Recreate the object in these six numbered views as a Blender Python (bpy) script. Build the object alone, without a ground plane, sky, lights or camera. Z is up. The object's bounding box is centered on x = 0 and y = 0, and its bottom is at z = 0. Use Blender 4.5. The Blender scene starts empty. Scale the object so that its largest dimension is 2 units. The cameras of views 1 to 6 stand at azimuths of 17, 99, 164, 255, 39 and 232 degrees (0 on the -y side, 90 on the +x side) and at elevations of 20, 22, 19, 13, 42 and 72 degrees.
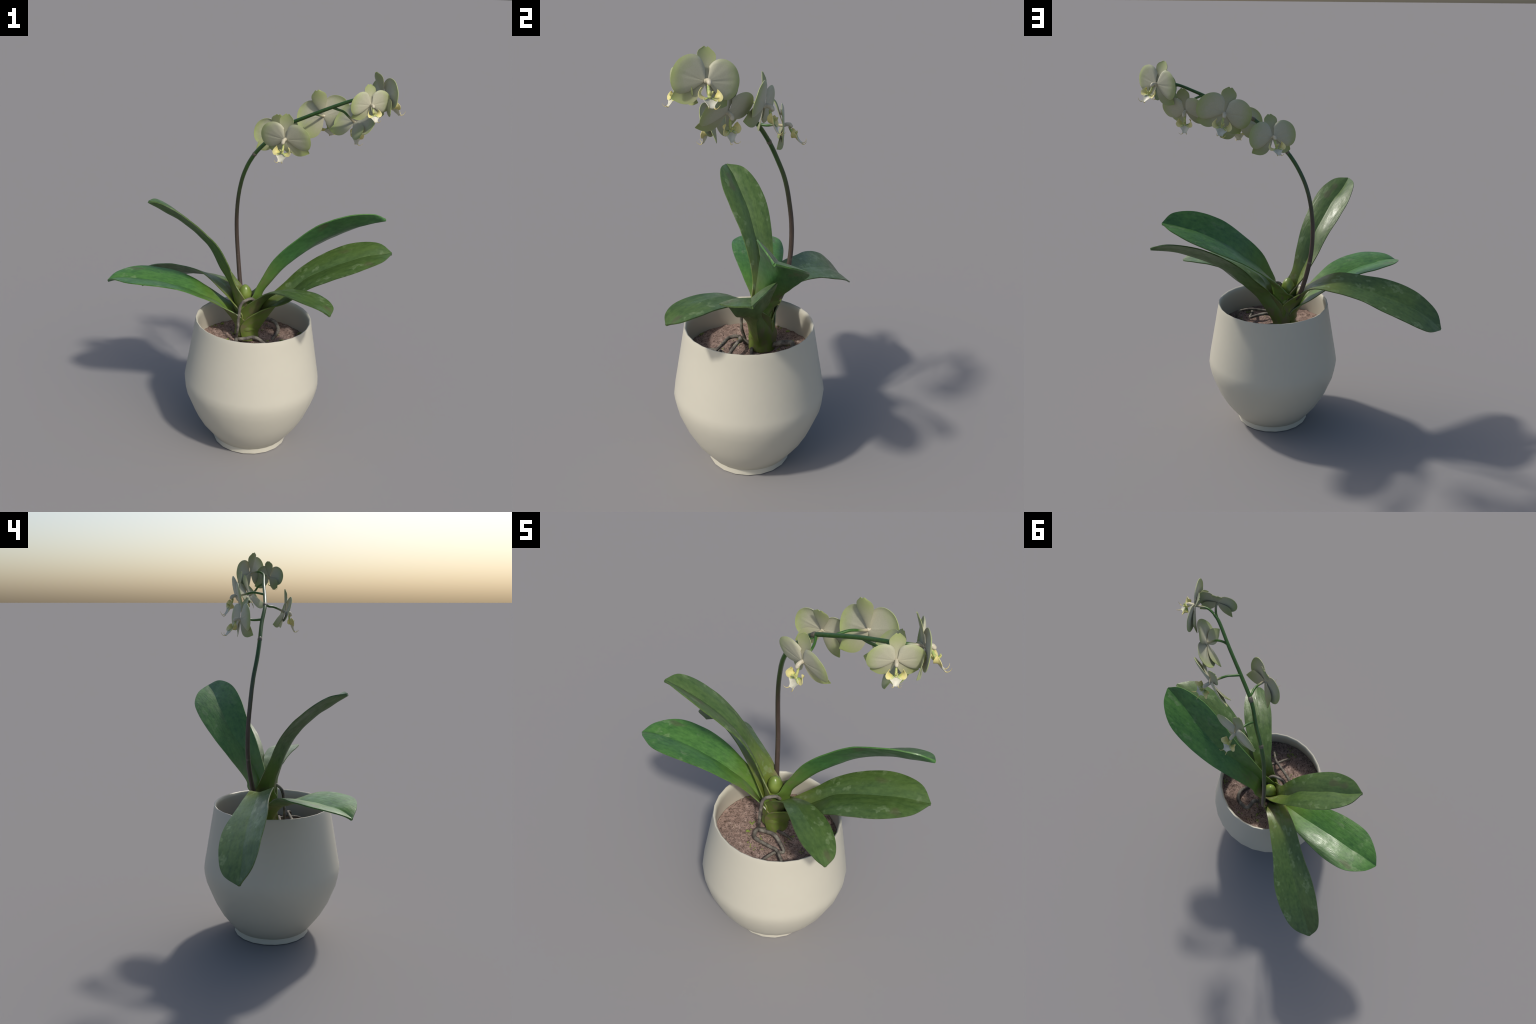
import bpy, math, random
import numpy as np
from mathutils import Matrix, Vector, noise

random.seed(7)
rng = np.random.default_rng(7)

# =====================================================================
#  node material helpers
# =====================================================================
class Mat:
    def __init__(self, name, rough=0.5, spec=0.5):
        self.m = bpy.data.materials.new(name)
        self.m.use_nodes = True
        self.nt = self.m.node_tree
        self.nt.nodes.clear()
        self.out = self.n('ShaderNodeOutputMaterial')
        self.b = self.n('ShaderNodeBsdfPrincipled')
        self.b.inputs['Roughness'].default_value = rough
        self.b.inputs['Specular IOR Level'].default_value = spec
        self.l(self.b.outputs[0], self.out.inputs[0])
        self.tc = self.n('ShaderNodeTexCoord')
        self.obj = self.tc.outputs['Object']
        self.gen = self.tc.outputs['Generated']

    def n(self, t, **k):
        x = self.nt.nodes.new(t)
        for a, v in k.items():
            setattr(x, a, v)
        return x

    def l(self, a, b):
        self.nt.links.new(a, b)

    def put(self, sock, v):
        if isinstance(v, bpy.types.NodeSocket):
            self.l(v, sock)
        else:
            sock.default_value = v

    def mapping(self, vec, scale=(1, 1, 1), loc=(0, 0, 0)):
        x = self.n('ShaderNodeMapping')
        x.inputs['Scale'].default_value = scale
        x.inputs['Location'].default_value = loc
        self.l(vec, x.inputs['Vector'])
        return x.outputs[0]

    def noise(self, vec, scale=5, detail=3, rough=0.55, dist=0.0):
        x = self.n('ShaderNodeTexNoise')
        x.inputs['Scale'].default_value = scale
        x.inputs['Detail'].default_value = detail
        x.inputs['Roughness'].default_value = rough
        x.inputs['Distortion'].default_value = dist
        self.l(vec, x.inputs['Vector'])
        return x.outputs[0]

    def voronoi(self, vec, scale=5, feature='F1'):
        x = self.n('ShaderNodeTexVoronoi', feature=feature)
        x.inputs['Scale'].default_value = scale
        self.l(vec, x.inputs['Vector'])
        return x

    def ramp(self, fac, stops, interp='LINEAR'):
        x = self.n('ShaderNodeValToRGB')
        x.color_ramp.interpolation = interp
        e = x.color_ramp.elements
        while len(e) < len(stops):
            e.new(0.5)
        for i, (p, c) in enumerate(stops):
            e[i].position = p
            e[i].color = (c if isinstance(c, tuple) else (c, c, c)) + ((1,) if not isinstance(c, tuple) or len(c) == 3 else ())
        self.l(fac, x.inputs[0])
        return x.outputs[0]

    def mix(self, fac, a, b, mode='MIX'):
        x = self.n('ShaderNodeMix', data_type='RGBA', blend_type=mode)
        self.put(x.inputs[0], fac)
        for s, v in ((x.inputs[6], a), (x.inputs[7], b)):
            if isinstance(v, tuple) and len(v) == 3:
                v = v + (1,)
            self.put(s, v)
        return x.outputs[2]

    def math(self, op, a, b=0.0, clamp=False):
        x = self.n('ShaderNodeMath', operation=op, use_clamp=clamp)
        self.put(x.inputs[0], a)
        self.put(x.inputs[1], b)
        return x.outputs[0]

    def sep(self, vec):
        x = self.n('ShaderNodeSeparateXYZ')
        self.l(vec, x.inputs[0])
        return x.outputs

    def length(self, vec):
        x = self.n('ShaderNodeVectorMath', operation='LENGTH')
        self.l(vec, x.inputs[0])
        return x.outputs['Value']

    def bump(self, h, strength=0.2, dist=0.002):
        x = self.n('ShaderNodeBump')
        x.inputs['Strength'].default_value = strength
        x.inputs['Distance'].default_value = dist
        self.l(h, x.inputs['Height'])
        self.l(x.outputs[0], self.b.inputs['Normal'])

    def color(self, c):
        if isinstance(c, tuple) and len(c) == 3:
            c = c + (1,)
        self.put(self.b.inputs['Base Color'], c)


def leaf_material(name, dark, light, base, seed, rough=0.35, underside=False):
    m = Mat(name, rough=rough, spec=0.5)
    # leaf objects run along +x from base to tip, y across the blade
    streak = m.noise(m.mapping(m.obj, (5, 55, 20), (seed, 0, 0)), 1.0, 4, 0.6)
    broad = m.noise(m.mapping(m.obj, (6, 9, 9), (seed * 2, 3, 0)), 1.0, 3)
    c = m.mix(m.ramp(m.math('ADD', m.math('MULTIPLY', streak, 0.55), m.math('MULTIPLY', broad, 0.45)), [(0.36, 0.0), (0.64, 1.0)]), dark, light)
    fm = m.noise(m.mapping(m.obj, (38, 70, 40), (seed, 2, 5)), 1.0, 4, 0.65)
    c = m.mix(m.ramp(fm, [(0.35, 0.0), (0.7, 0.5)]), c, tuple(min(1, 1.45 * x + 0.008) for x in light))
    gx = m.sep(m.gen)[0]
    # yellow green towards the clasping base
    c = m.mix(m.ramp(gx, [(0.10, 1.0), (0.45, 0.0)]), c, base)
    pb = m.noise(m.mapping(m.obj, (14, 30, 14), (seed, 9, 4)), 1.0, 3)
    pb = m.math('MULTIPLY', m.ramp(gx, [(0.14, 1.0), (0.36, 0.0)]), m.ramp(pb, [(0.48, 0.0), (0.64, 0.65)]))
    c = m.mix(pb, c, (0.16, 0.115, 0.075))
    # pale blotches in loose rows, thinning out towards the base
    if not underside:
        bl = m.noise(m.mapping(m.obj, (19, 27, 19), (seed * 3 + 1, 7, 2)), 1.0, 2.5, 0.55)
        row = m.noise(m.mapping(m.obj, (2.0, 9, 2), (seed + 4, 1, 0)), 1.0, 1.0)
        bf = m.math('MULTIPLY', m.ramp(bl, [(0.57, 0.0), (0.63, 1.0)]), m.ramp(row, [(0.47, 0.0), (0.57, 1.0)]))
        fine = m.noise(m.obj, 70, 2)
        bf = m.math('MULTIPLY', bf, m.ramp(fine, [(0.3, 0.25), (0.7, 0.9)]))
        c = m.mix(m.math('MULTIPLY', bf, 0.6), c, (0.20, 0.27, 0.13))
    # brown bruises
    br = m.noise(m.mapping(m.obj, (8, 12, 8), (seed * 5 + 2, 1, 9)), 1.0, 1.0, 0.5)
    tipm = m.ramp(gx, [(0.80, 0.0), (1.0, 0.055)])
    c = m.mix(m.math('MULTIPLY', m.ramp(m.math('ADD', br, tipm), [(0.70, 0.0), (0.77, 1.0)]), 0.5), c, (0.085, 0.070, 0.040))
    m.color(c)
    # roughness and fine ribs
    m.put(m.b.inputs['Roughness'], m.ramp(m.noise(m.mapping(m.obj, (22, 40, 22)), 1, 3), [(0.3, rough - 0.07), (0.7, rough + 0.12)]))
    rib = m.noise(m.mapping(m.obj, (7, 130, 40)), 1, 3)
    pit = m.noise(m.mapping(m.obj, (28, 60, 40)), 1, 2)
    m.bump(m.math('ADD', m.math('MULTIPLY', rib, 0.6), m.math('MULTIPLY', pit, 0.8)), 0.34, 0.0032)
    return m.m


MATS = {}
MATS['leaf_emerald'] = leaf_material('leaf_emerald', (0.027, 0.092, 0.018), (0.066, 0.168, 0.030), (0.115, 0.19, 0.028), 3.0)
MATS['leaf_olive'] = leaf_material('leaf_olive', (0.036, 0.076, 0.017), (0.068, 0.118, 0.027), (0.130, 0.170, 0.026), 8.0)
MATS['leaf_under'] = leaf_material('leaf_under', (0.040, 0.085, 0.026), (0.068, 0.125, 0.038), (0.12, 0.17, 0.028), 5.0, rough=0.45, underside=True)
MATS['leaf_under_emerald'] = leaf_material('leaf_under_emerald', (0.022, 0.085, 0.026), (0.044, 0.130, 0.036), (0.11, 0.18, 0.028), 6.0, rough=0.42, underside=True)


def stem_material():
    m = Mat('stem_green', rough=0.38)
    f = m.noise(m.mapping(m.obj, (26, 26, 9)), 1, 4)
    c = m.mix(m.ramp(f, [(0.35, 0.0), (0.65, 1.0)]), (0.095, 0.135, 0.020), (0.165, 0.205, 0.034))
    s = m.noise(m.mapping(m.obj, (35, 35, 30), (2, 3, 1)), 1, 3)
    c = m.mix(m.math('MULTIPLY', m.ramp(s, [(0.62, 0.0), (0.72, 1.0)]), 0.45), c, (0.085, 0.07, 0.03))
    m.color(c)
    m.bump(m.noise(m.mapping(m.obj, (60, 60, 20)), 1, 3), 0.2, 0.003)
    return m.m


def bud_material():
    m = Mat('bud_green', rough=0.3)
    f = m.noise(m.obj, 22, 3)
    m.color(m.mix(m.ramp(f, [(0.35, 0.0), (0.65, 1.0)]), (0.135, 0.200, 0.032), (0.190, 0.255, 0.055)))
    m.bump(m.noise(m.obj, 60, 2), 0.1, 0.002)
    return m.m


def stalk_material():
    m = Mat('stalk_skin', rough=0.33)
    z = m.sep(m.obj)[2]
    f = m.noise(m.mapping(m.obj, (70, 70, 16)), 1, 4)
    green = m.mix(f, (0.018, 0.055, 0.010), (0.045, 0.115, 0.022))
    brown = m.mix(f, (0.040, 0.028, 0.022), (0.085, 0.060, 0.048))
    zz = m.math('ADD', z, m.math('MULTIPLY', m.math('SUBTRACT', f, 0.5), 0.22))
    c = m.mix(m.ramp(zz, [(0.40, 0.0), (0.72, 1.0)]), brown, green)
    m.color(c)
    m.bump(m.noise(m.mapping(m.obj, (120, 120, 25)), 1, 3), 0.2, 0.002)
    return m.m


def node_material():
    m = Mat('stalk_node', rough=0.5)
    f = m.noise(m.obj, 90, 3)
    m.color(m.mix(f, (0.07, 0.065, 0.045), (0.17, 0.15, 0.11)))
    return m.m


def pedicel_material():
    m = Mat('pedicel_skin', rough=0.35)
    # origin sits at the flower end: cream there, green towards the stalk
    d = m.length(m.obj)
    f = m.noise(m.obj, 60, 3)
    green = m.mix(f, (0.026, 0.085, 0.014), (0.060, 0.150, 0.028))
    m.color(m.mix(m.ramp(d, [(0.028, 0.0), (0.062, 1.0)]), (0.43, 0.39, 0.27), green))
    return m.m


def petal_material(name, greener):
    m = Mat(name, rough=0.55, spec=0.3)
    d = m.length(m.obj)
    n1 = m.noise(m.obj, 42, 4, 0.6)
    n2 = m.noise(m.obj, 220, 2)
    dd = m.math('ADD', d, m.math('MULTIPLY', m.math('SUBTRACT', n1, 0.5), 0.035))
    if greener:
        c = m.ramp(dd, [(0.01, (0.42, 0.40, 0.29)), (0.05, (0.375, 0.370, 0.240)), (0.085, (0.315, 0.340, 0.165)), (0.118, (0.265, 0.320, 0.105))])
    else:
        c = m.ramp(dd, [(0.01, (0.47, 0.450, 0.335)), (0.072, (0.430, 0.425, 0.300)), (0.096, (0.375, 0.400, 0.225)), (0.118, (0.325, 0.380, 0.145))])
    c = m.mix(m.math('MULTIPLY', m.ramp(n2, [(0.35, 1.0), (0.65, 0.0)]), 0.12), c, (0.22, 0.22, 0.14))
    m.color(c)
    m.b.inputs['Sheen Weight'].default_value = 0.15
    m.bump(m.math('ADD', m.math('MULTIPLY', n1, 0.7), m.math('MULTIPLY', n2, 0.3)), 0.12, 0.002)
    return m.m


def plain_material(name, a, b, scale=40, rough=0.45, bump=0.1):
    m = Mat(name, rough=rough, spec=0.35)
    f = m.noise(m.obj, scale, 3)
    m.color(m.mix(m.ramp(f, [(0.35, 0.0), (0.65, 1.0)]), a, b))
    m.bump(m.noise(m.obj, scale * 3, 2), bump, 0.002)
    return m.m


def lip_material():
    m = Mat('lip_yellow', rough=0.45, spec=0.3)
    x = m.sep(m.obj)[0]
    ax = m.math('ABSOLUTE', x)
    n1 = m.noise(m.obj, 90, 3)
    a = m.math('ADD', ax, m.math('MULTIPLY', m.math('SUBTRACT', n1, 0.5), 0.03))
    c = m.ramp(a, [(0.008, (0.20, 0.33, 0.10)), (0.016, (0.50, 0.52, 0.16)), (0.024, (0.60, 0.53, 0.175)), (0.036, (0.66, 0.60, 0.27))])
    m.color(c)
    return m.m


def root_material():
    m = Mat('root_bark', rough=0.75)
    f = m.noise(m.mapping(m.obj, (30, 30, 30)), 1, 4, 0.6)
    g = m.noise(m.obj, 160, 3)
    c = m.ramp(f, [(0.36, (0.050, 0.042, 0.034)), (0.50, (0.150, 0.135, 0.108)), (0.66, (0.32, 0.295, 0.235))])
    c = m.mix(m.math('MULTIPLY', g, 0.5), c, (0.10, 0.085, 0.07))
    m.color(c)
    m.bump(g, 0.5, 0.003)
    return m.m


def pot_material():
    m = Mat('glazed_ceramic', rough=0.42, spec=0.4)
    f = m.noise(m.obj, 3.0, 3)
    g = m.noise(m.obj, 30, 3)
    m.color(m.mix(m.math('MULTIPLY', m.math('ADD', f, g), 0.5), (0.520, 0.492, 0.400), (0.555, 0.527, 0.430)))
    m.bump(m.noise(m.obj, 60, 2), 0.03, 0.002)
    return m.m


def soil_material():
    m = Mat('bark_soil', rough=0.95, spec=0.15)
    a = m.noise(m.obj, 45, 6, 0.7, 0.6)
    b = m.noise(m.obj, 150, 4, 0.7)
    lo = m.noise(m.obj, 9, 3)
    v = m.voronoi(m.mapping(m.obj, (1, 1.6, 1)), 85)
    c = m.ramp(a, [(0.34, (0.095, 0.066, 0.054)), (0.44, (0.27, 0.190, 0.158)), (0.58, (0.37, 0.268, 0.225)), (0.70, (0.54, 0.43, 0.37))])
    c = m.mix(m.ramp(b, [(0.40, 0.95), (0.46, 0.0)]), c, (0.050, 0.038, 0.032))
    c = m.mix(m.math('MULTIPLY', m.ramp(lo, [(0.4, 1.0), (0.6, 0.0)]), 0.2), c, (0.20, 0.13, 0.105))
    c = m.mix(m.ramp(v.outputs['Distance'], [(0.10, 0.35), (0.2, 0.0)]), c, (0.55, 0.44, 0.38))
    gm = m.noise(m.mapping(m.obj, (1, 1, 1), (4, 2, 0)), 26, 3)
    c = m.mix(m.math('MULTIPLY', m.ramp(gm, [(0.68, 0.0), (0.74, 1.0)]), 0.35), c, (0.16, 0.20, 0.05))
    m.color(c)
    m.bump(m.math('ADD', a, m.math('MULTIPLY', b, 0.6)), 0.8, 0.006)
    return m.m


MATS['stem'] = stem_material()
MATS['bud'] = bud_material()
MATS['stalk'] = stalk_material()
MATS['node'] = node_material()
MATS['pedicel'] = pedicel_material()
MATS['petal'] = petal_material('petal_cream', False)
MATS['sepal'] = petal_material('sepal_green', True)
MATS['column'] = plain_material('column_cream', (0.46, 0.42, 0.30), (0.56, 0.52, 0.40), 60)
MATS['lip'] = lip_material()
MATS['midlobe'] = plain_material('lip_white', (0.50, 0.48, 0.37), (0.62, 0.60, 0.48), 70)
MATS['callus'] = plain_material('callus_green', (0.30, 0.40, 0.13), (0.55, 0.52, 0.20), 110)
MATS['tendril'] = plain_material('tendril_yellow', (0.52, 0.43, 0.15), (0.60, 0.52, 0.22), 80)
MATS['root'] = root_material()
MATS['pot'] = pot_material()
MATS['soil'] = soil_material()
MATS['sprout'] = plain_material('sprout_green', (0.24, 0.34, 0.05), (0.36, 0.46, 0.11), 150)

# =====================================================================
#  geometry helpers
# =====================================================================
def new_mesh(name, verts, faces, mats, smooth_angle=None, midx=None):
    me = bpy.data.meshes.new(name)
    me.from_pydata([tuple(map(float, v)) for v in verts], [], faces)
    me.validate()
    me.update()
    for mt in (mats if isinstance(mats, (list, tuple)) else [mats]):
        me.materials.append(mt)
    if midx is not None and len(midx) == len(me.polygons):
        me.polygons.foreach_set('material_index', midx)
    me.polygons.foreach_set('use_smooth', [True] * len(me.polygons))
    if smooth_angle is not None:
        me.set_sharp_from_angle(angle=math.radians(smooth_angle))
    me.update()
    return me


def add(name, mesh, parent=None, matrix=None):
    o = bpy.data.objects.new(name, mesh)
    bpy.context.scene.collection.objects.link(o)
    if parent is not None:
        o.parent = parent
    if matrix is not None:
        o.matrix_basis = matrix
    return o


def catmull(P, n):
    """smooth curve through the control points, n steps per span"""
    P = np.asarray(P, float)
    Q = np.vstack([2 * P[0] - P[1], P, 2 * P[-1] - P[-2]])
    out = []
    for i in range(1, len(Q) - 2):
        t = np.linspace(0, 1, n, endpoint=False)[:, None]
        a, b, c, d = Q[i - 1:i + 3]
        out.append(.5 * ((2 * b) + (c - a) * t + (2 * a - 5 * b + 4 * c - d) * t * t + (3 * b - a - 3 * c + d) * t ** 3))
    out.append(Q[-2:-1])
    return np.vstack(out)


def unit(v):
    return v / (np.linalg.norm(v, axis=-1, keepdims=True) + 1e-12)


def tube(path, radii, sides=10, wobble=0.0, seed=0):
    """closed round tube along a path (parallel-transported rings)"""
    path = np.asarray(path, float)
    r = np.interp(np.linspace(0, 1, len(path)), np.linspace(0, 1, len(radii)), radii)
    T = unit(np.gradient(path, axis=0))
    u = np.cross(T[0], [0.3, 0.2, 1.0]); u = unit(u)
    g = np.random.default_rng(seed)
    V, F = [], []
    for i, p in enumerate(path):
        u = unit(u - T[i] * (u @ T[i])); w = np.cross(T[i], u)
        for k in range(sides):
            a = 2 * math.pi * k / sides
            rr = r[i] * (1 + wobble * g.normal())
            V.append(p + rr * (math.cos(a) * u + math.sin(a) * w))
    n = len(path)
    for i in range(n - 1):
        for k in range(sides):
            k2 = (k + 1) % sides
            F.append((i * sides + k, i * sides + k2, (i + 1) * sides + k2, (i + 1) * sides + k))
    # domed ends
    for end, i, sg in ((0, 0, -1), (1, n - 1, 1)):
        V.append(path[i] + sg * T[i] * r[i] * 0.6)
        c = len(V) - 1
        for k in range(sides):
            k2 = (k + 1) % sides
            F.append((c, i * sides + k2, i * sides + k) if end == 0 else (c, i * sides + k, i * sides + k2))
    return V, F


def lathe(profile, sides, centre=(0, 0)):
    """closed surface of revolution; profile starts and ends on the axis or is a loop of (r, z)"""
    V, F = [], []
    rows = []
    for r, z in profile:
        if r < 1e-6:
            V.append((centre[0], centre[1], z)); rows.append([len(V) - 1])
        else:
            row = []
            for k in range(sides):
                a = 2 * math.pi * (k + .5) / sides
                V.append((centre[0] + r * math.cos(a), centre[1] + r * math.sin(a), z)); row.append(len(V) - 1)
            rows.append(row)
    for A, B in zip(rows[:-1], rows[1:]):
        for k in range(sides):
            k2 = (k + 1) % sides
            if len(A) == 1 and len(B) == 1:
                continue
            if len(A) == 1:
                F.append((A[0], B[k2], B[k]))
            elif len(B) == 1:
                F.append((A[k], A[k2], B[0]))
            else:
                F.append((A[k], A[k2], B[k2], B[k]))
    return V, F


def sheet(G, up, thick, edge=0.45, wrap_rim=True):
    """turn a grid of points G[i,j] (upper side) into a closed blade of given thickness.
    up: direction the upper side should face.  Returns verts, faces, material index."""
    m, n = G.shape[:2]
    du = np.gradient(G, axis=0); dv = np.gradient(G, axis=1)
    N = np.cross(du, dv)
    N = unit(N)
    sg = np.sign((N * up).sum(-1).mean()) or 1
    N *= sg
    j = np.linspace(-1, 1, n)[None, :, None]; i = np.linspace(-1, 1, m)[:, None, None]
    fall = (1 - (1 - edge) * np.maximum(np.abs(j), np.abs(i) * 0.0) ** 3)
    Bt = G - N * thick * fall
    V = list(G.reshape(-1, 3)) + list(Bt.reshape(-1, 3))
    o = m * n
    F, M = [], []
    for a in range(m - 1):
        for b in range(n - 1):
            q = (a * n + b, (a + 1) * n + b, (a + 1) * n + b + 1, a * n + b + 1)
            if sg < 0:
                q = q[::-1]
            F.append(q); M.append(0)
            F.append(tuple(o + x for x in q[::-1])); M.append(1)
    rim = [(a, 0) for a in range(m)] + [(m - 1, b) for b in range(1, n)] + [(a, n - 1) for a in range(m - 2, -1, -1)] + [(0, b) for b in range(n - 2, 0, -1)]
    for (a, b), (c, d) in zip(rim, rim[1:] + rim[:1]):
        q = (a * n + b, o + a * n + b, o + c * n + d, c * n + d)
        if sg < 0:
            q = q[::-1]
        F.append(q); M.append(0)
    return V, F, M


def to_local(V, mat):
    inv = np.array(mat.inverted())
    V = np.asarray(V, float)
    return V @ inv[:3, :3].T + inv[:3, 3]


def frame(origin, x_axis, up_hint):
    x = Vector(x_axis).normalized()
    z = Vector(up_hint); z = (z - x * z.dot(x)).normalized()
    y = z.cross(x)
    M = Matrix((x, y, z)).transposed().to_4x4()
    M.translation = Vector(origin)
    return M

# =====================================================================
#  the thing
# =====================================================================
root = bpy.data.objects.new('potted_orchid', None)
bpy.context.scene.collection.objects.link(root)
root['label'] = 'potted moth orchid with cream flowers in a rounded off-white pot'
root['category'] = 'potted plant'

# ---------------------------------------------------------------- pot
PC = (0.0838, -0.0346)          # pot axis
RIM_Z, SOIL_Z = 0.708, 0.560
outer = [(0.2035, 0.036), (0.2360, 0.0775), (0.2690, 0.121), (0.3060, 0.188), (0.3464, 0.290), (0.3560, 0.335), (0.3592, 0.367), (0.3560, 0.392), (0.3300, 0.540), (0.3060, 0.680)]
rim = [(0.3028, 0.7035), (0.3015, 0.7075), (0.2985, 0.7078), (0.2925, 0.7020), (0.2890, 0.6880)]
inner = [(0.2900, 0.670), (0.2945, 0.630), (0.3010, 0.575), (0.3050, 0.50), (0.296, 0.30), (0.20, 0.09), (0.0, 0.07)]
bottom = [(0.0, 0.030), (0.186, 0.030), (0.1945, 0.0315)]
V, F = lathe(bottom + outer + rim + inner, 28, PC)
pot = add('pot', new_mesh('pot', V, F, MATS['pot'], 50), root)
foot_profile = [(0.0, 0.012), (0.178, 0.012), (0.181, 0.0), (0.1955, 0.0), (0.1985, 0.003), (0.1965, 0.030), (0.190, 0.0345), (0.0, 0.0345)]
V, F = lathe(foot_profile, 20, PC)
add('foot', new_mesh('foot', V, F, MATS['pot'], 40), pot)

# --------------------------------------------------------------- soil
def soil_height(x, y):
    p = Vector((x, y, 0))
    h = 0.006 * noise.noise(p * 9) + 0.0045 * noise.noise(p * 32) + 0.0035 * noise.noise(p * 75) + 0.002 * noise.noise(p * 150)
    return SOIL_Z + h

V, F = [(PC[0], PC[1], soil_height(*PC))], []
NR, NA = 64, 190
for i in range(1, NR + 1):
    r = 0.3005 * i / NR
    for k in range(NA):
        a = 2 * math.pi * k / NA
        x, y = PC[0] + r * math.cos(a), PC[1] + r * math.sin(a)
        V.append((x, y, soil_height(x, y)))
for k in range(NA):
    k2 = (k + 1) % NA
    F.append((0, 1 + k, 1 + k2))
    for i in range(NR - 1):
        F.append((1 + i * NA + k, 1 + (i + 1) * NA + k, 1 + (i + 1) * NA + k2, 1 + i * NA + k2))
b0 = len(V)
V += [(PC[0] + 0.296 * math.cos(2 * math.pi * k / NA), PC[1] + 0.296 * math.sin(2 * math.pi * k / NA), 0.47) for k in range(NA)]
for k in range(NA):
    k2 = (k + 1) % NA
    F.append((1 + (NR - 1) * NA + k, b0 + k, b0 + k2, 1 + (NR - 1) * NA + k2))
F.append(tuple(b0 + k for k in range(NA))[::-1])
soil = add('soil', new_mesh('soil', V, F, MATS['soil']), root)

# tiny green sprouts scattered in tufts over the soil
V, F = [], []
for tuft in range(42):
    r = 0.285 * math.sqrt(random.random()); a = random.random() * 2 * math.pi
    tx, ty = PC[0] + r * math.cos(a), PC[1] + r * math.sin(a)
    if math.hypot(tx - 0.03, ty - 0.012) < 0.06:
        continue
    for s in range(random.choice((1, 2, 3, 6, 8))):
        x = tx + random.gauss(0, 0.007); y = ty + random.gauss(0, 0.007); z = soil_height(x, y)
        h = random.uniform(0.003, 0.007); az = random.random() * 6.28; w = random.uniform(0.0030, 0.0055)
        for side in (0, 1, 2):
            b = az + side * 2.1
            d = np.array([math.cos(b), math.sin(b), 0]); q = np.array([-d[1], d[0], 0]); p = np.array([x, y, z])
            top = p + np.array([0, 0, h])
            i0 = len(V)
            V += [top, top + d * w * .6 + q * w * .5, top + d * w * 1.5 + np.array([0, 0, .0012]), top + d * w * .6 - q * w * .5,
                  top + d * w * .7 + np.array([0, 0, .0015]), top - np.array([0, 0, .0008]) + d * w * .7, p]
            F += [(i0, i0 + 1, i0 + 4), (i0 + 1, i0 + 2, i0 + 4), (i0 + 2, i0 + 3, i0 + 4), (i0 + 3, i0, i0 + 4),
                  (i0 + 1, i0, i0 + 5), (i0 + 2, i0 + 1, i0 + 5), (i0 + 3, i0 + 2, i0 + 5), (i0, i0 + 3, i0 + 5), (i0, i0 + 5, i0 + 6)]
sp = add('sprout', new_mesh('sprout', V, F, MATS['sprout']), soil)
sp['kind'] = 'stuff'

# ---------------------------------------------------- stem and its bud
AX = np.array([0.028, 0.018])
prof = [(0.0, 0.520), (0.045, 0.522), (0.047, 0.56), (0.053, 0.60), (0.0545, 0.64), (0.054, 0.68), (0.051, 0.72), (0.045, 0.75), (0.036, 0.772), (0.0, 0.778)]
pz = np.array([p[1] for p in prof])
V, F = lathe(prof, 28)
V = [(v[0] + AX[0] - 0.06 * max(0, v[2] - .66), v[1] + AX[1] + 0.06 * max(0, v[2] - .66), v[2]) for v in V]
base_m = Matrix.Translation((AX[0], AX[1], 0.56))
stem = add('stem', new_mesh('stem', to_local(V, base_m), F, MATS['stem'], 60), root, base_m)

egg = [(0.0, -0.060), (0.024, -0.052), (0.034, -0.032), (0.0375, -0.010), (0.0350, 0.010), (0.0275, 0.030), (0.0165, 0.044), (0.006, 0.051), (0.0, 0.052)]
V, F = lathe(egg, 24)
add('bud', new_mesh('bud', V, F, MATS['bud']), stem, base_m.inverted() @ Matrix.Translation((0.015, 0.024, 0.811)) @ Matrix.Rotation(0.12, 4, 'X'))

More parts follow.
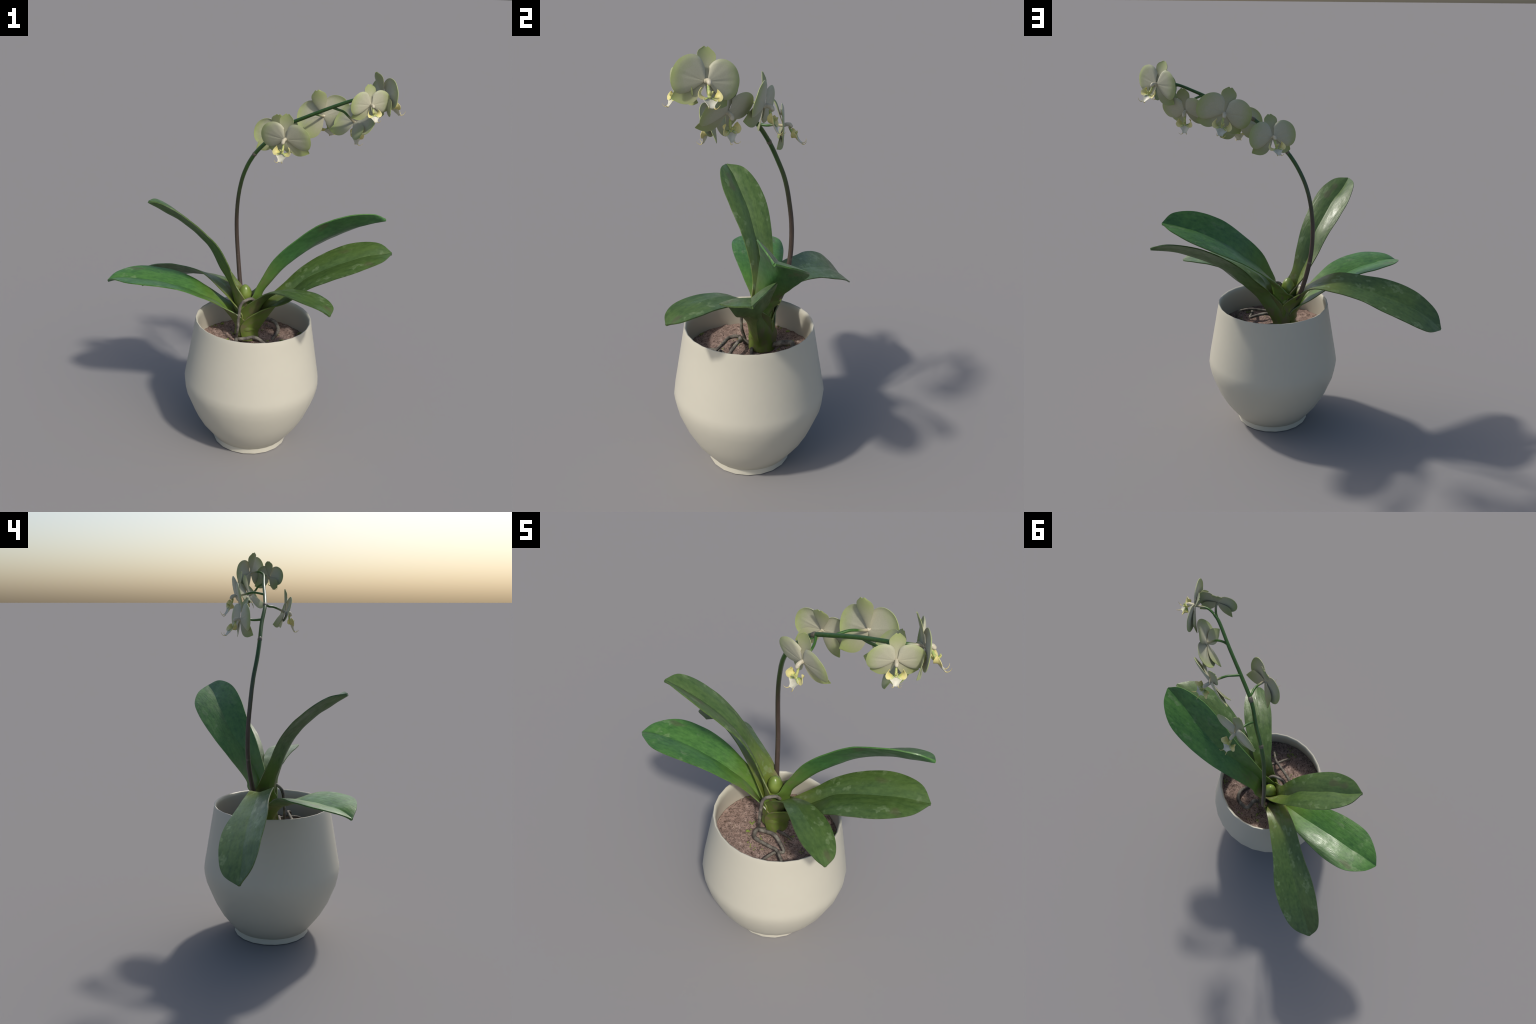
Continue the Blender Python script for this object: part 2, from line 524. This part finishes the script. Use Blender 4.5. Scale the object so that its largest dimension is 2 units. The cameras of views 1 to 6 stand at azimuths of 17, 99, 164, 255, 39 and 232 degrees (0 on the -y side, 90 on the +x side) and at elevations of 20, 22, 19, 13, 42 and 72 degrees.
# ------------------------------------------------------------- leaves
# each leaf, from tip to base: midrib point (x y z), half widths and lift angles of the
# two halves (degrees about the midrib, 0 = level), and how far the edge stations trail back.
LEAVES = {
 'A': ('olive', 0.745, [
  (-0.410, -0.240, 1.337, 0, 0, 0, 0, 0), (-0.359, -0.192, 1.291, .071, 23, .063, 163, -.031), (-0.288, -0.145, 1.237, .100, 19, .099, 173, -.029),
  (-0.220, -0.094, 1.165, .101, 17, .102, 175, -.018), (-0.154, -0.053, 1.078, .083, 20, .090, 174, -.010), (-0.111, -0.017, 0.969, .077, 30, .066, 167, -.008),
  (-0.051, 0.003, 0.852, .053, 33, .066, 158, -.013)]),
 'B': ('emerald', 0.645, [
  (-0.701, -0.160, 0.842, 0, 0, 0, 0, 0), (-0.626, -0.137, 0.860, .069, 170, .061, 17, -.032), (-0.536, -0.108, 0.858, .126, 170, .126, 10, -.035),
  (-0.434, -0.081, 0.849, .136, 170, .136, 11, -.018), (-0.328, -0.053, 0.827, .117, 165, .121, 15, -.004), (-0.220, -0.027, 0.790, .089, 166, .089, 15, .003),
  (-0.111, -0.007, 0.742, .072, 172, .052, 16, .007)]),
 'C': ('olive', 0.690, [
  (-0.754, 0.350, 0.614, 0, 0, 0, 0, 0), (-0.682, 0.318, 0.682, .088, -156, .067, 38, -.033), (-0.582, 0.283, 0.743, .119, -157, .103, 39, -.028),
  (-0.466, 0.235, 0.789, .118, -162, .112, 37, -.018), (-0.346, 0.175, 0.827, .094, -162, .087, 37, -.012), (-0.219, 0.119, 0.850, .077, -158, .077, 25, -.009),
  (-0.093, 0.058, 0.809, .065, 168, .058, 15, -.023)]),
 'D': ('emerald', 0.728, [
  (0.696, 0.174, 1.267, 0, 0, 0, 0, 0), (0.605, 0.163, 1.238, .076, -15, .065, 130, -.043), (0.500, 0.162, 1.195, .122, -18, .115, 137, -.043),
  (0.393, 0.152, 1.136, .121, -22, .126, 134, -.028), (0.292, 0.130, 1.056, .101, -23, .113, 125, -.010), (0.196, 0.079, 0.968, .095, -23, .082, 111, .002),
  (0.113, 0.035, 0.857, .080, -2, .046, 117, .009), (0.094, 0.029, 0.800, .090, 20, .056, 128, 0)]),
 'E': ('olive', 0.620, [
  (0.752, 0.099, 1.118, 0, 0, 0, 0, 0), (0.657, 0.081, 1.099, .069, 33, .082, -170, -.040), (0.552, 0.062, 1.060, .108, 31, .123, -169, -.042),
  (0.445, 0.050, 1.007, .112, 33, .128, -168, -.028), (0.340, 0.046, 0.941, .088, 37, .120, -168, -.006), (0.253, 0.036, 0.851, .065, 48, .095, -177, .028),
  (0.171, 0.015, 0.759, .062, 62, .072, 138, .045)]),
 'F': ('olive', 0.680, [
  (0.541, -0.292, 0.908, 0, 0, 0, 0, 0), (0.495, -0.263, 0.927, .051, 1, .036, 163, -.022), (0.433, -0.224, 0.939, .079, -4, .062, 173, -.026),
  (0.363, -0.179, 0.940, .088, -5, .069, 178, -.024), (0.286, -0.131, 0.927, .087, -9, .060, 180, -.022), (0.210, -0.078, 0.896, .064, -8, .056, -178, -.026),
  (0.137, -0.035, 0.837, .051, -7, .043, 175, -.030)]),
}


def crease(me, n, mid, last):
    """sharp midrib: mark the edges running along the middle column of the upper side"""
    at = me.attributes.get('sharp_edge') or me.attributes.new('sharp_edge', 'BOOLEAN', 'EDGE')
    want = {(a * n + mid, (a + 1) * n + mid) for a in range(last)}
    for e in me.edges:
        if tuple(sorted(e.vertices)) in want:
            at.data[e.index].value = True


def build_leaf(key):
    hue, zb, st = LEAVES[key]
    puff = dict(A=0.06, B=0.04, C=0.0, D=0.02, E=0.065, F=-0.02)[key]
    st = np.array(st, float)
    M = st[:, :3]
    t = np.gradient(M, axis=0); t = unit(t)
    E = [[], []]
    ups = []
    for k in range(len(st)):
        s = unit(np.cross(t[k], [0, 0, 1.])); u = np.cross(s, t[k]); ups.append(u)
        for e in (0, 1):
            w, a = st[k, 3 + 2 * e], math.radians(st[k, 4 + 2 * e])
            E[e].append(M[k] + w * (math.cos(a) * s + math.sin(a) * u) + (st[k, 7] * t[k] if w else 0))
    E = [np.array(e) for e in E]
    # clasping base: the blade folds into a sheath around the stem
    d = M[-1, :2] - AX; d = d / np.linalg.norm(d); q = np.array([-d[1], d[0]])
    sg = np.sign((E[0][-1, :2] - E[1][-1, :2]) @ q)
    r0, w0, lip = dict(A=(.052, 100, .034), B=(.058, 88, .040), C=(.059, 100, .036), D=(.060, 122, .030), E=(.063, 95, .040), F=(.058, 95, .036))[key]
    for dz, r, wrap in ((0.0, r0, w0), (-0.055, r0 - .006, w0 - 8)):
        z = zb + dz
        M = np.vstack([M, [*(AX + d * r), z]])
        for e, s_ in ((0, sg), (1, -sg)):
            a = math.radians(wrap)
            p = AX + r * (math.cos(a) * d + s_ * math.sin(a) * q)
            E[e] = np.vstack([E[e], [p[0], p[1], z + (lip if dz == 0 else 0.0)]])
    n = 7
    C = [catmull(x, n) for x in (E[1], M, E[0])]
    for c in C:
        c[0] = c[1] * 0.35 + c[0] * 0.65
    us = np.linspace(-1, 1, 15)
    G = np.zeros((len(C[1]), len(us), 3))
    for j, u in enumerate(us):
        side = C[2] if u > 0 else C[0]
        G[:, j] = C[1] + abs(u) * (side - C[1])
    up = np.mean(ups, axis=0)
    # slight swelling of both halves between midrib and margin, faint ripples
    nrm = unit(np.cross(np.gradient(G, axis=0), np.gradient(G, axis=1)))
    nrm *= np.sign((nrm * up).sum(-1).mean())
    wid = np.linalg.norm(C[2] - C[0], axis=1)[:, None] / 2
    along = np.linspace(0, 1, len(C[1]))[:, None]
    swell = wid * puff * np.sin(np.pi * np.abs(us))[None, :] * np.clip((0.9 - along) * 4, 0, 1)
    # at the sheath the section is round, not V shaped
    rnd = 0.30 * wid * np.sin(np.pi * np.abs(us))[None, :] * np.clip((along - 0.80) / 0.2, 0, 1)
    rip = np.array([[0.0022 * noise.noise(Vector(G[i, j] * 14)) for j in range(len(us))] for i in range(len(G))])
    G = G + nrm * (swell - rnd * 1.0 + rip)[..., None]
    V, F, mi = sheet(G, up, 0.0115, 0.5)
    mat = frame((AX[0], AX[1], zb), st[0, :3] - np.array([AX[0], AX[1], zb]), up)
    me = new_mesh('leaf', to_local(V, mat), F, [MATS['leaf_' + hue], MATS['leaf_under_emerald' if hue == 'emerald' else 'leaf_under']], 62, mi)
    crease(me, len(us), len(us) // 2, int(len(C[1]) * 0.8))
    return add('leaf', me, root, mat)


for key in 'ABCDEF':
    build_leaf(key)

# -------------------------------------------------------- flower stalk
STALK = [(0.016, 0.034, 0.728), (-0.030, 0.089, 0.789), (-0.066, 0.130, 0.967), (-0.081, 0.136, 1.123), (-0.076, 0.123, 1.258), (-0.055, 0.103, 1.373), (-0.018, 0.073, 1.470),
         (0.035, 0.045, 1.556), (0.107, 0.016, 1.633), (0.187, -0.023, 1.712), (0.304, -0.054, 1.772), (0.425, -0.083, 1.829), (0.529, -0.112, 1.874), (0.575, -0.116, 1.889)]
base_m = Matrix.Translation(STALK[1])
V, F = tube(catmull(STALK, 5), [0.0125, 0.0125, 0.0115, 0.0110, 0.0105, 0.0105, 0.0105, 0.0100, 0.0095, 0.0090, 0.0085, 0.0080, 0.0070], 12, 0.012, 3)
stalk = add('flower_stalk', new_mesh('flower_stalk', to_local(V, base_m), F, MATS['stalk'], 60), root, base_m)
fine = catmull(STALK, 30)
for p in ((-0.069, 0.132, 0.983), (0.035, 0.045, 1.556), (0.197, -0.026, 1.718)):
    i = ((fine - np.array(p)) ** 2).sum(1).argmin()
    seg = fine[max(0, i - 3):i + 4]
    V, F = tube(seg, [0.0100, 0.0112, 0.0117, 0.0111, 0.0098], 12)
    m = Matrix.Translation(fine[i])
    add('node', new_mesh('node', to_local(V, m), F, MATS['node'], 60), stalk, base_m.inverted() @ m)

# ------------------------------------------------------------- flowers
# template flower: x to the viewer's right, y up, z towards the viewer, origin where the petals meet
def blade_from_axis(axis, half_w, up, cup, n_u=11, n_t=18, notch=0.0, mirror=1, fold=0.0):
    """sepal: curved axis with a width profile, cupped across"""
    A = catmull(axis, max(2, n_t // (len(axis) - 1)))
    tt = np.linspace(0, 1, len(A))
    W = np.interp(tt, [h[0] for h in half_w], [h[1] for h in half_w])
    k = np.array([.25, .5, .25])
    W[1:-1] = np.convolve(W, k, 'valid')
    T = unit(np.gradient(A, axis=0))
    S = unit(np.cross(T, np.array(up)))
    N = np.cross(S, T)
    us = np.linspace(-1, 1, n_u)
    G = np.zeros((len(A), n_u, 3))
    for j, u in enumerate(us):
        G[:, j] = A + S * (u * W)[:, None] + N * (cup * W * (u * u) + fold * W * abs(u))[:, None]
        if notch:
            G[-3:, j] += T[-3:] * (notch * (np.exp(-((abs(u) - .5) / .34) ** 2) - .45) * np.array([.2, .6, 1.]))[:, None]
    return G


def petal_grid(mirror):
    """broad kidney-shaped petal as a fan about its base: reach R(angle)"""
    ang = [-41, -37, -32, -26, -18, -8, 4, 16, 28, 40, 52, 62, 70, 78, 84]
    rad = [.060, .080, .094, .1045, .1120, .1160, .1170, .1162, .1130, .1060, .0975, .0875, .0770, .0630, .0490]
    th = np.linspace(-41, 84, 33)
    R = np.interp(th, ang, rad)
    R[1:-1] = (R[:-2] + 2 * R[1:-1] + R[2:]) / 4
    rr = np.linspace(0.05, 1, 14)
    G = np.zeros((len(rr), len(th), 3))
    for i, r in enumerate(rr):
        # fan narrows to a claw at the base, so the angular span is squeezed there
        sq = 1.0 if r > 0.4 else 1 - 0.0 * (0.4 - r)
        for j, a in enumerate(th):
            aa = math.radians(21 + (a - 21) * sq)
            d = r * R[j]
            z = 0.002 * math.sin(min(1, r * 1.1) * math.pi * 0.8) - 0.0045 * max(0, (r - 0.82) / 0.18) ** 2
            z += -0.0016 * math.exp(-((a - 8) / 5.0) ** 2) * math.sin(math.pi * r)      # crease along the mid vein
            z += 0.0004 * math.sin(a * 0.22) * r
            z += -0.000010 * (a - 20) ** 2 * r * 0.25
            yy = d * math.sin(aa)
            G[i, j] = (mirror * (0.004 + d * math.cos(aa)), yy, z - 0.0005 + 0.117 * (yy - 0.006))     # whole petal leans forward at the top
    return G


PETAL = {}
for name, mir in (('right', 1), ('left', -1)):
    V, F, mi = sheet(petal_grid(mir), (0, 0, 1), 0.0022, 0.7)
    PETAL[name] = new_mesh('petal', V, F, [MATS['petal'], MATS['petal']], 70, mi)

G = blade_from_axis([(0, 0.006, -0.006), (0, 0.04, -0.013), (0, 0.078, -0.0205), (0, 0.1085, -0.0275)],
                    [(0, .008), (.15, .0100), (.3, .0165), (.45, .0260), (.6, .0328), (.72, .0338), (.83, .0295), (.92, .021), (1, .0105)], (0, 0, -1), -0.16, n_u=17, notch=0.0045, fold=0.0)
V, F, mi = sheet(G, (0, 0, 1), 0.0022, 0.7)
DORSAL = new_mesh('dorsal_sepal', V, F, [MATS['sepal'], MATS['sepal']], 70, mi)
LATERAL = {}
for name, s in (('right', 1), ('left', -1)):
    G = blade_from_axis([(s * .004, -.004, -.007), (s * .033, -.027, -.014), (s * .068, -.050, -.025), (s * .100, -.0665, -.039)],
                        [(0, .007), (.12, .015), (.3, .028), (.5, .0365), (.65, .0345), (.8, .024), (.92, .011), (1, .0012)], (0, 0, -1), -0.14)
    V, F, mi = sheet(G, (0, 0, 1), 0.0022, 0.7)
    LATERAL[name] = new_mesh('lateral_sepal', V, F, [MATS['sepal'], MATS['sepal']], 70, mi)

V, F = tube(catmull([(0, 0.0, -0.012), (0, 0.001, -0.004), (0, 0.001, 0.004)], 4), [0.0045, 0.0075, 0.0085, 0.0075], 12)
RECEPTACLE = new_mesh('receptacle', V, F, MATS['column'], 70)
V, F = tube(catmull([(0, 0.002, 0.002), (0, 0.002, 0.012), (0, -0.001, 0.0205), (0, -0.008, 0.0255), (0, -0.0125, 0.0260)], 4), [0.0075, 0.0080, 0.0088, 0.0080, 0.0045], 12)
COLUMN = new_mesh('column', V, F, MATS['column'], 70)
SIDE = {}
for name, s in (('right', 1), ('left', -1)):
    ax = catmull([(s * .004, -.049, .036), (s * .016, -.052, .037), (s * .028, -.047, .036), (s * .0320, -.036, .034), (s * .028, -.023, .031)], 5)
    W = np.interp(np.linspace(0, 1, len(ax)), [0, .2, .45, .7, .88, 1], [.0060, .0120, .0165, .0150, .0085, .003])
    T = unit(np.gradient(ax, axis=0)); Wd = np.array([s * 0.50, -0.30, 0.80]); Wd = Wd / np.linalg.norm(Wd)
    N = unit(np.cross(T, Wd)) * s
    us = np.linspace(-1, 1, 9)
    G = np.stack([ax + Wd * (u * W)[:, None] + N * (0.35 * W * u * u)[:, None] for u in us], 1)
    V, F, mi = sheet(G, (-s, 0.6, 0), 0.0022, 0.7)
    SIDE[name] = new_mesh('lip_side_lobe', V, F, [MATS['lip'], MATS['lip']], 70, mi)
G = blade_from_axis([(0, -.046, .034), (0, -.058, .0385), (0, -.072, .0475), (0, -.0840, .0590)],
                    [(0, .0065), (.14, .0075), (.27, .020), (.38, .0262), (.5, .0235), (.68, .016), (.85, .0115), (1, .0115)], (0, 0, -1), -0.25)
V, F, mi = sheet(G, (0, 0, 1), 0.0022, 0.7)
MIDLOBE = new_mesh('lip_mid_lobe', V, F, [MATS['midlobe'], MATS['midlobe']], 70, mi)
TEN = {}
for name, s in (('right', 1), ('left', -1)):
    V, F = tube(catmull([(s * .0085, -.083, .058), (s * .0120, -.0855, .064), (s * .015, -.083, .071), (s * .018, -.076, .0765), (s * .020, -.070, .078)], 5), [.0020, .0015, .0010, .0007, .0003], 6)
    TEN[name] = new_mesh('tendril', V, F, MATS['tendril'], 70)
Vc, Fc = [], []
for path, rad in (([(0, -.010, .018), (0, -.026, .023), (0, -.042, .031), (0, -.052, .037)], [.0045, .0052, .0060, .0066]),
                  ([(0, -.044, .034), (.003, -.036, .044), (.006, -.030, .047)], [.0055, .004, .0015]),
                  ([(0, -.044, .034), (-.003, -.036, .044), (-.006, -.030, .047)], [.0055, .004, .0015])):
    v, f = tube(catmull(path, 4), rad, 8)
    o = len(Vc); Vc += v; Fc += [tuple(o + i for i in x) for x in f]
CALLUS = new_mesh('callus', Vc, Fc, MATS['callus'], 70)

# position, facing direction, up direction, size
FLOWERS = [
 ((0.1300, 0.1232, 1.6482), (-0.128, 0.977, 0.165), (0.045, -0.160, 0.985), 1.027),
 ((0.2422, -0.1519, 1.6800), (-0.142, -0.971, -0.190), (-0.001, -0.192, 0.981), 1.032),
 ((0.3640, 0.0812, 1.7639), (0.090, 0.992, -0.085), (-0.281, 0.112, 0.953), 1.132),
 ((0.5347, -0.0252, 1.7645), (0.518, 0.754, -0.403), (0.240, 0.324, 0.915), 1.014),
 ((0.6254, -0.1730, 1.8687), (0.608, -0.794, 0.008), (-0.058, -0.035, 0.998), 0.789),
 ((0.6665, -0.0690, 1.8926), (0.772, 0.621, 0.135), (-0.223, 0.065, 0.973), 1.041),
]
# flower stems: from the stalk to the back of each flower
PEDICELS = [
 [(0.122, 0.009, 1.649), (0.135, 0.048, 1.646), (0.134, 0.086, 1.650)],
 [(0.208, -0.030, 1.725), (0.221, -0.052, 1.712), (0.235, -0.081, 1.709), (0.241, -0.114, 1.697)],
 [(0.304, -0.054, 1.772), (0.317, -0.028, 1.778), (0.334, 0.001, 1.782), (0.350, 0.036, 1.774)],
 [(0.436, -0.086, 1.834), (0.462, -0.081, 1.825), (0.488, -0.069, 1.815), (0.512, -0.056, 1.791)],
 [(0.547, -0.114, 1.881), (0.577, -0.128, 1.879), (0.604, -0.148, 1.876)],
 [(0.545, -0.1145, 1.8795), (0.575, -0.1155, 1.889), (0.610, -0.108, 1.897), (0.640, -0.088, 1.896)],
]
for (pos, face, up, sc), ped in zip(FLOWERS, PEDICELS):
    z = Vector(face).normalized(); y = Vector(up); y = (y - z * y.dot(z)).normalized(); x = y.cross(z)
    M = Matrix((x * sc, y * sc, z * sc)).transposed().to_4x4(); M.translation = Vector(pos)
    fl = add('flower', RECEPTACLE, root, M)
    for nm, me in (('petal', PETAL['right']), ('petal', PETAL['left']), ('dorsal_sepal', DORSAL), ('lateral_sepal', LATERAL['right']), ('lateral_sepal', LATERAL['left']),
                   ('column', COLUMN), ('lip_side_lobe', SIDE['right']), ('lip_side_lobe', SIDE['left']), ('lip_mid_lobe', MIDLOBE), ('tendril', TEN['right']), ('tendril', TEN['left']), ('callus', CALLUS)):
        add(nm, me, fl)
    path = catmull(ped + [tuple(Vector(pos) - z * 0.008 * sc)], 5)
    V, F = tube(path, [0.0068, 0.0058, 0.0055, 0.0055, 0.0062], 10)
    m = Matrix.Translation(Vector(pos))
    add('pedicel', new_mesh('pedicel', to_local(V, m), F, MATS['pedicel'], 60), stalk, base_m.inverted() @ m)

# --------------------------------------------------------------- roots
ROOTS = [
 ([(0.060, -0.005, 0.770), (0.079, -0.018, 0.788), (0.070, -0.043, 0.815), (0.028, -0.072, 0.791), (0.019, -0.082, 0.720), (0.015, -0.083, 0.648), (0.003, -0.070, 0.585), (0.000, -0.066, 0.55)], [.0085, .0085, .008, .0075, .0075]),
 ([(0.012, -0.055, 0.565), (0.014, -0.100, 0.597), (0.040, -0.142, 0.598), (0.121, -0.150, 0.610), (0.179, -0.153, 0.624), (0.216, -0.170, 0.616), (0.245, -0.188, 0.600), (0.262, -0.198, 0.552)], [.0095, .0098, .0090, .0078, .0074, .0066, .006]),
 ([(0.022, -0.040, 0.565), (0.020, -0.088, 0.592), (0.060, -0.078, 0.600), (0.110, -0.082, 0.618), (0.160, -0.098, 0.606), (0.196, -0.116, 0.590), (0.176, -0.150, 0.600), (0.165, -0.190, 0.600), (0.156, -0.225, 0.588), (0.152, -0.240, 0.550)], [.0090, .0095, .0090, .0082, .0075, .0066, .006]),
 ([(0.035, 0.040, 0.560), (0.045, 0.068, 0.580), (0.070, 0.106, 0.608), (0.062, 0.165, 0.612), (0.138, 0.173, 0.604), (0.177, 0.127, 0.583), (0.175, 0.080, 0.568), (0.165, 0.050, 0.550)], [.012, .013, .013, .012, .010, .009, .008]),
 ([(0.055, -0.010, 0.560), (0.085, -0.020, 0.576), (0.130, -0.015, 0.572), (0.160, -0.002, 0.552)], [.009, .009, .008, .006]),
]
for i, (pts, rad) in enumerate(ROOTS):
    V, F = tube(catmull(pts, 4), rad, 9, 0.05, 20 + i)
    add('root', new_mesh('root', V, F, MATS['root'], 70), stem, Matrix.Translation((-AX[0], -AX[1], -0.56)))
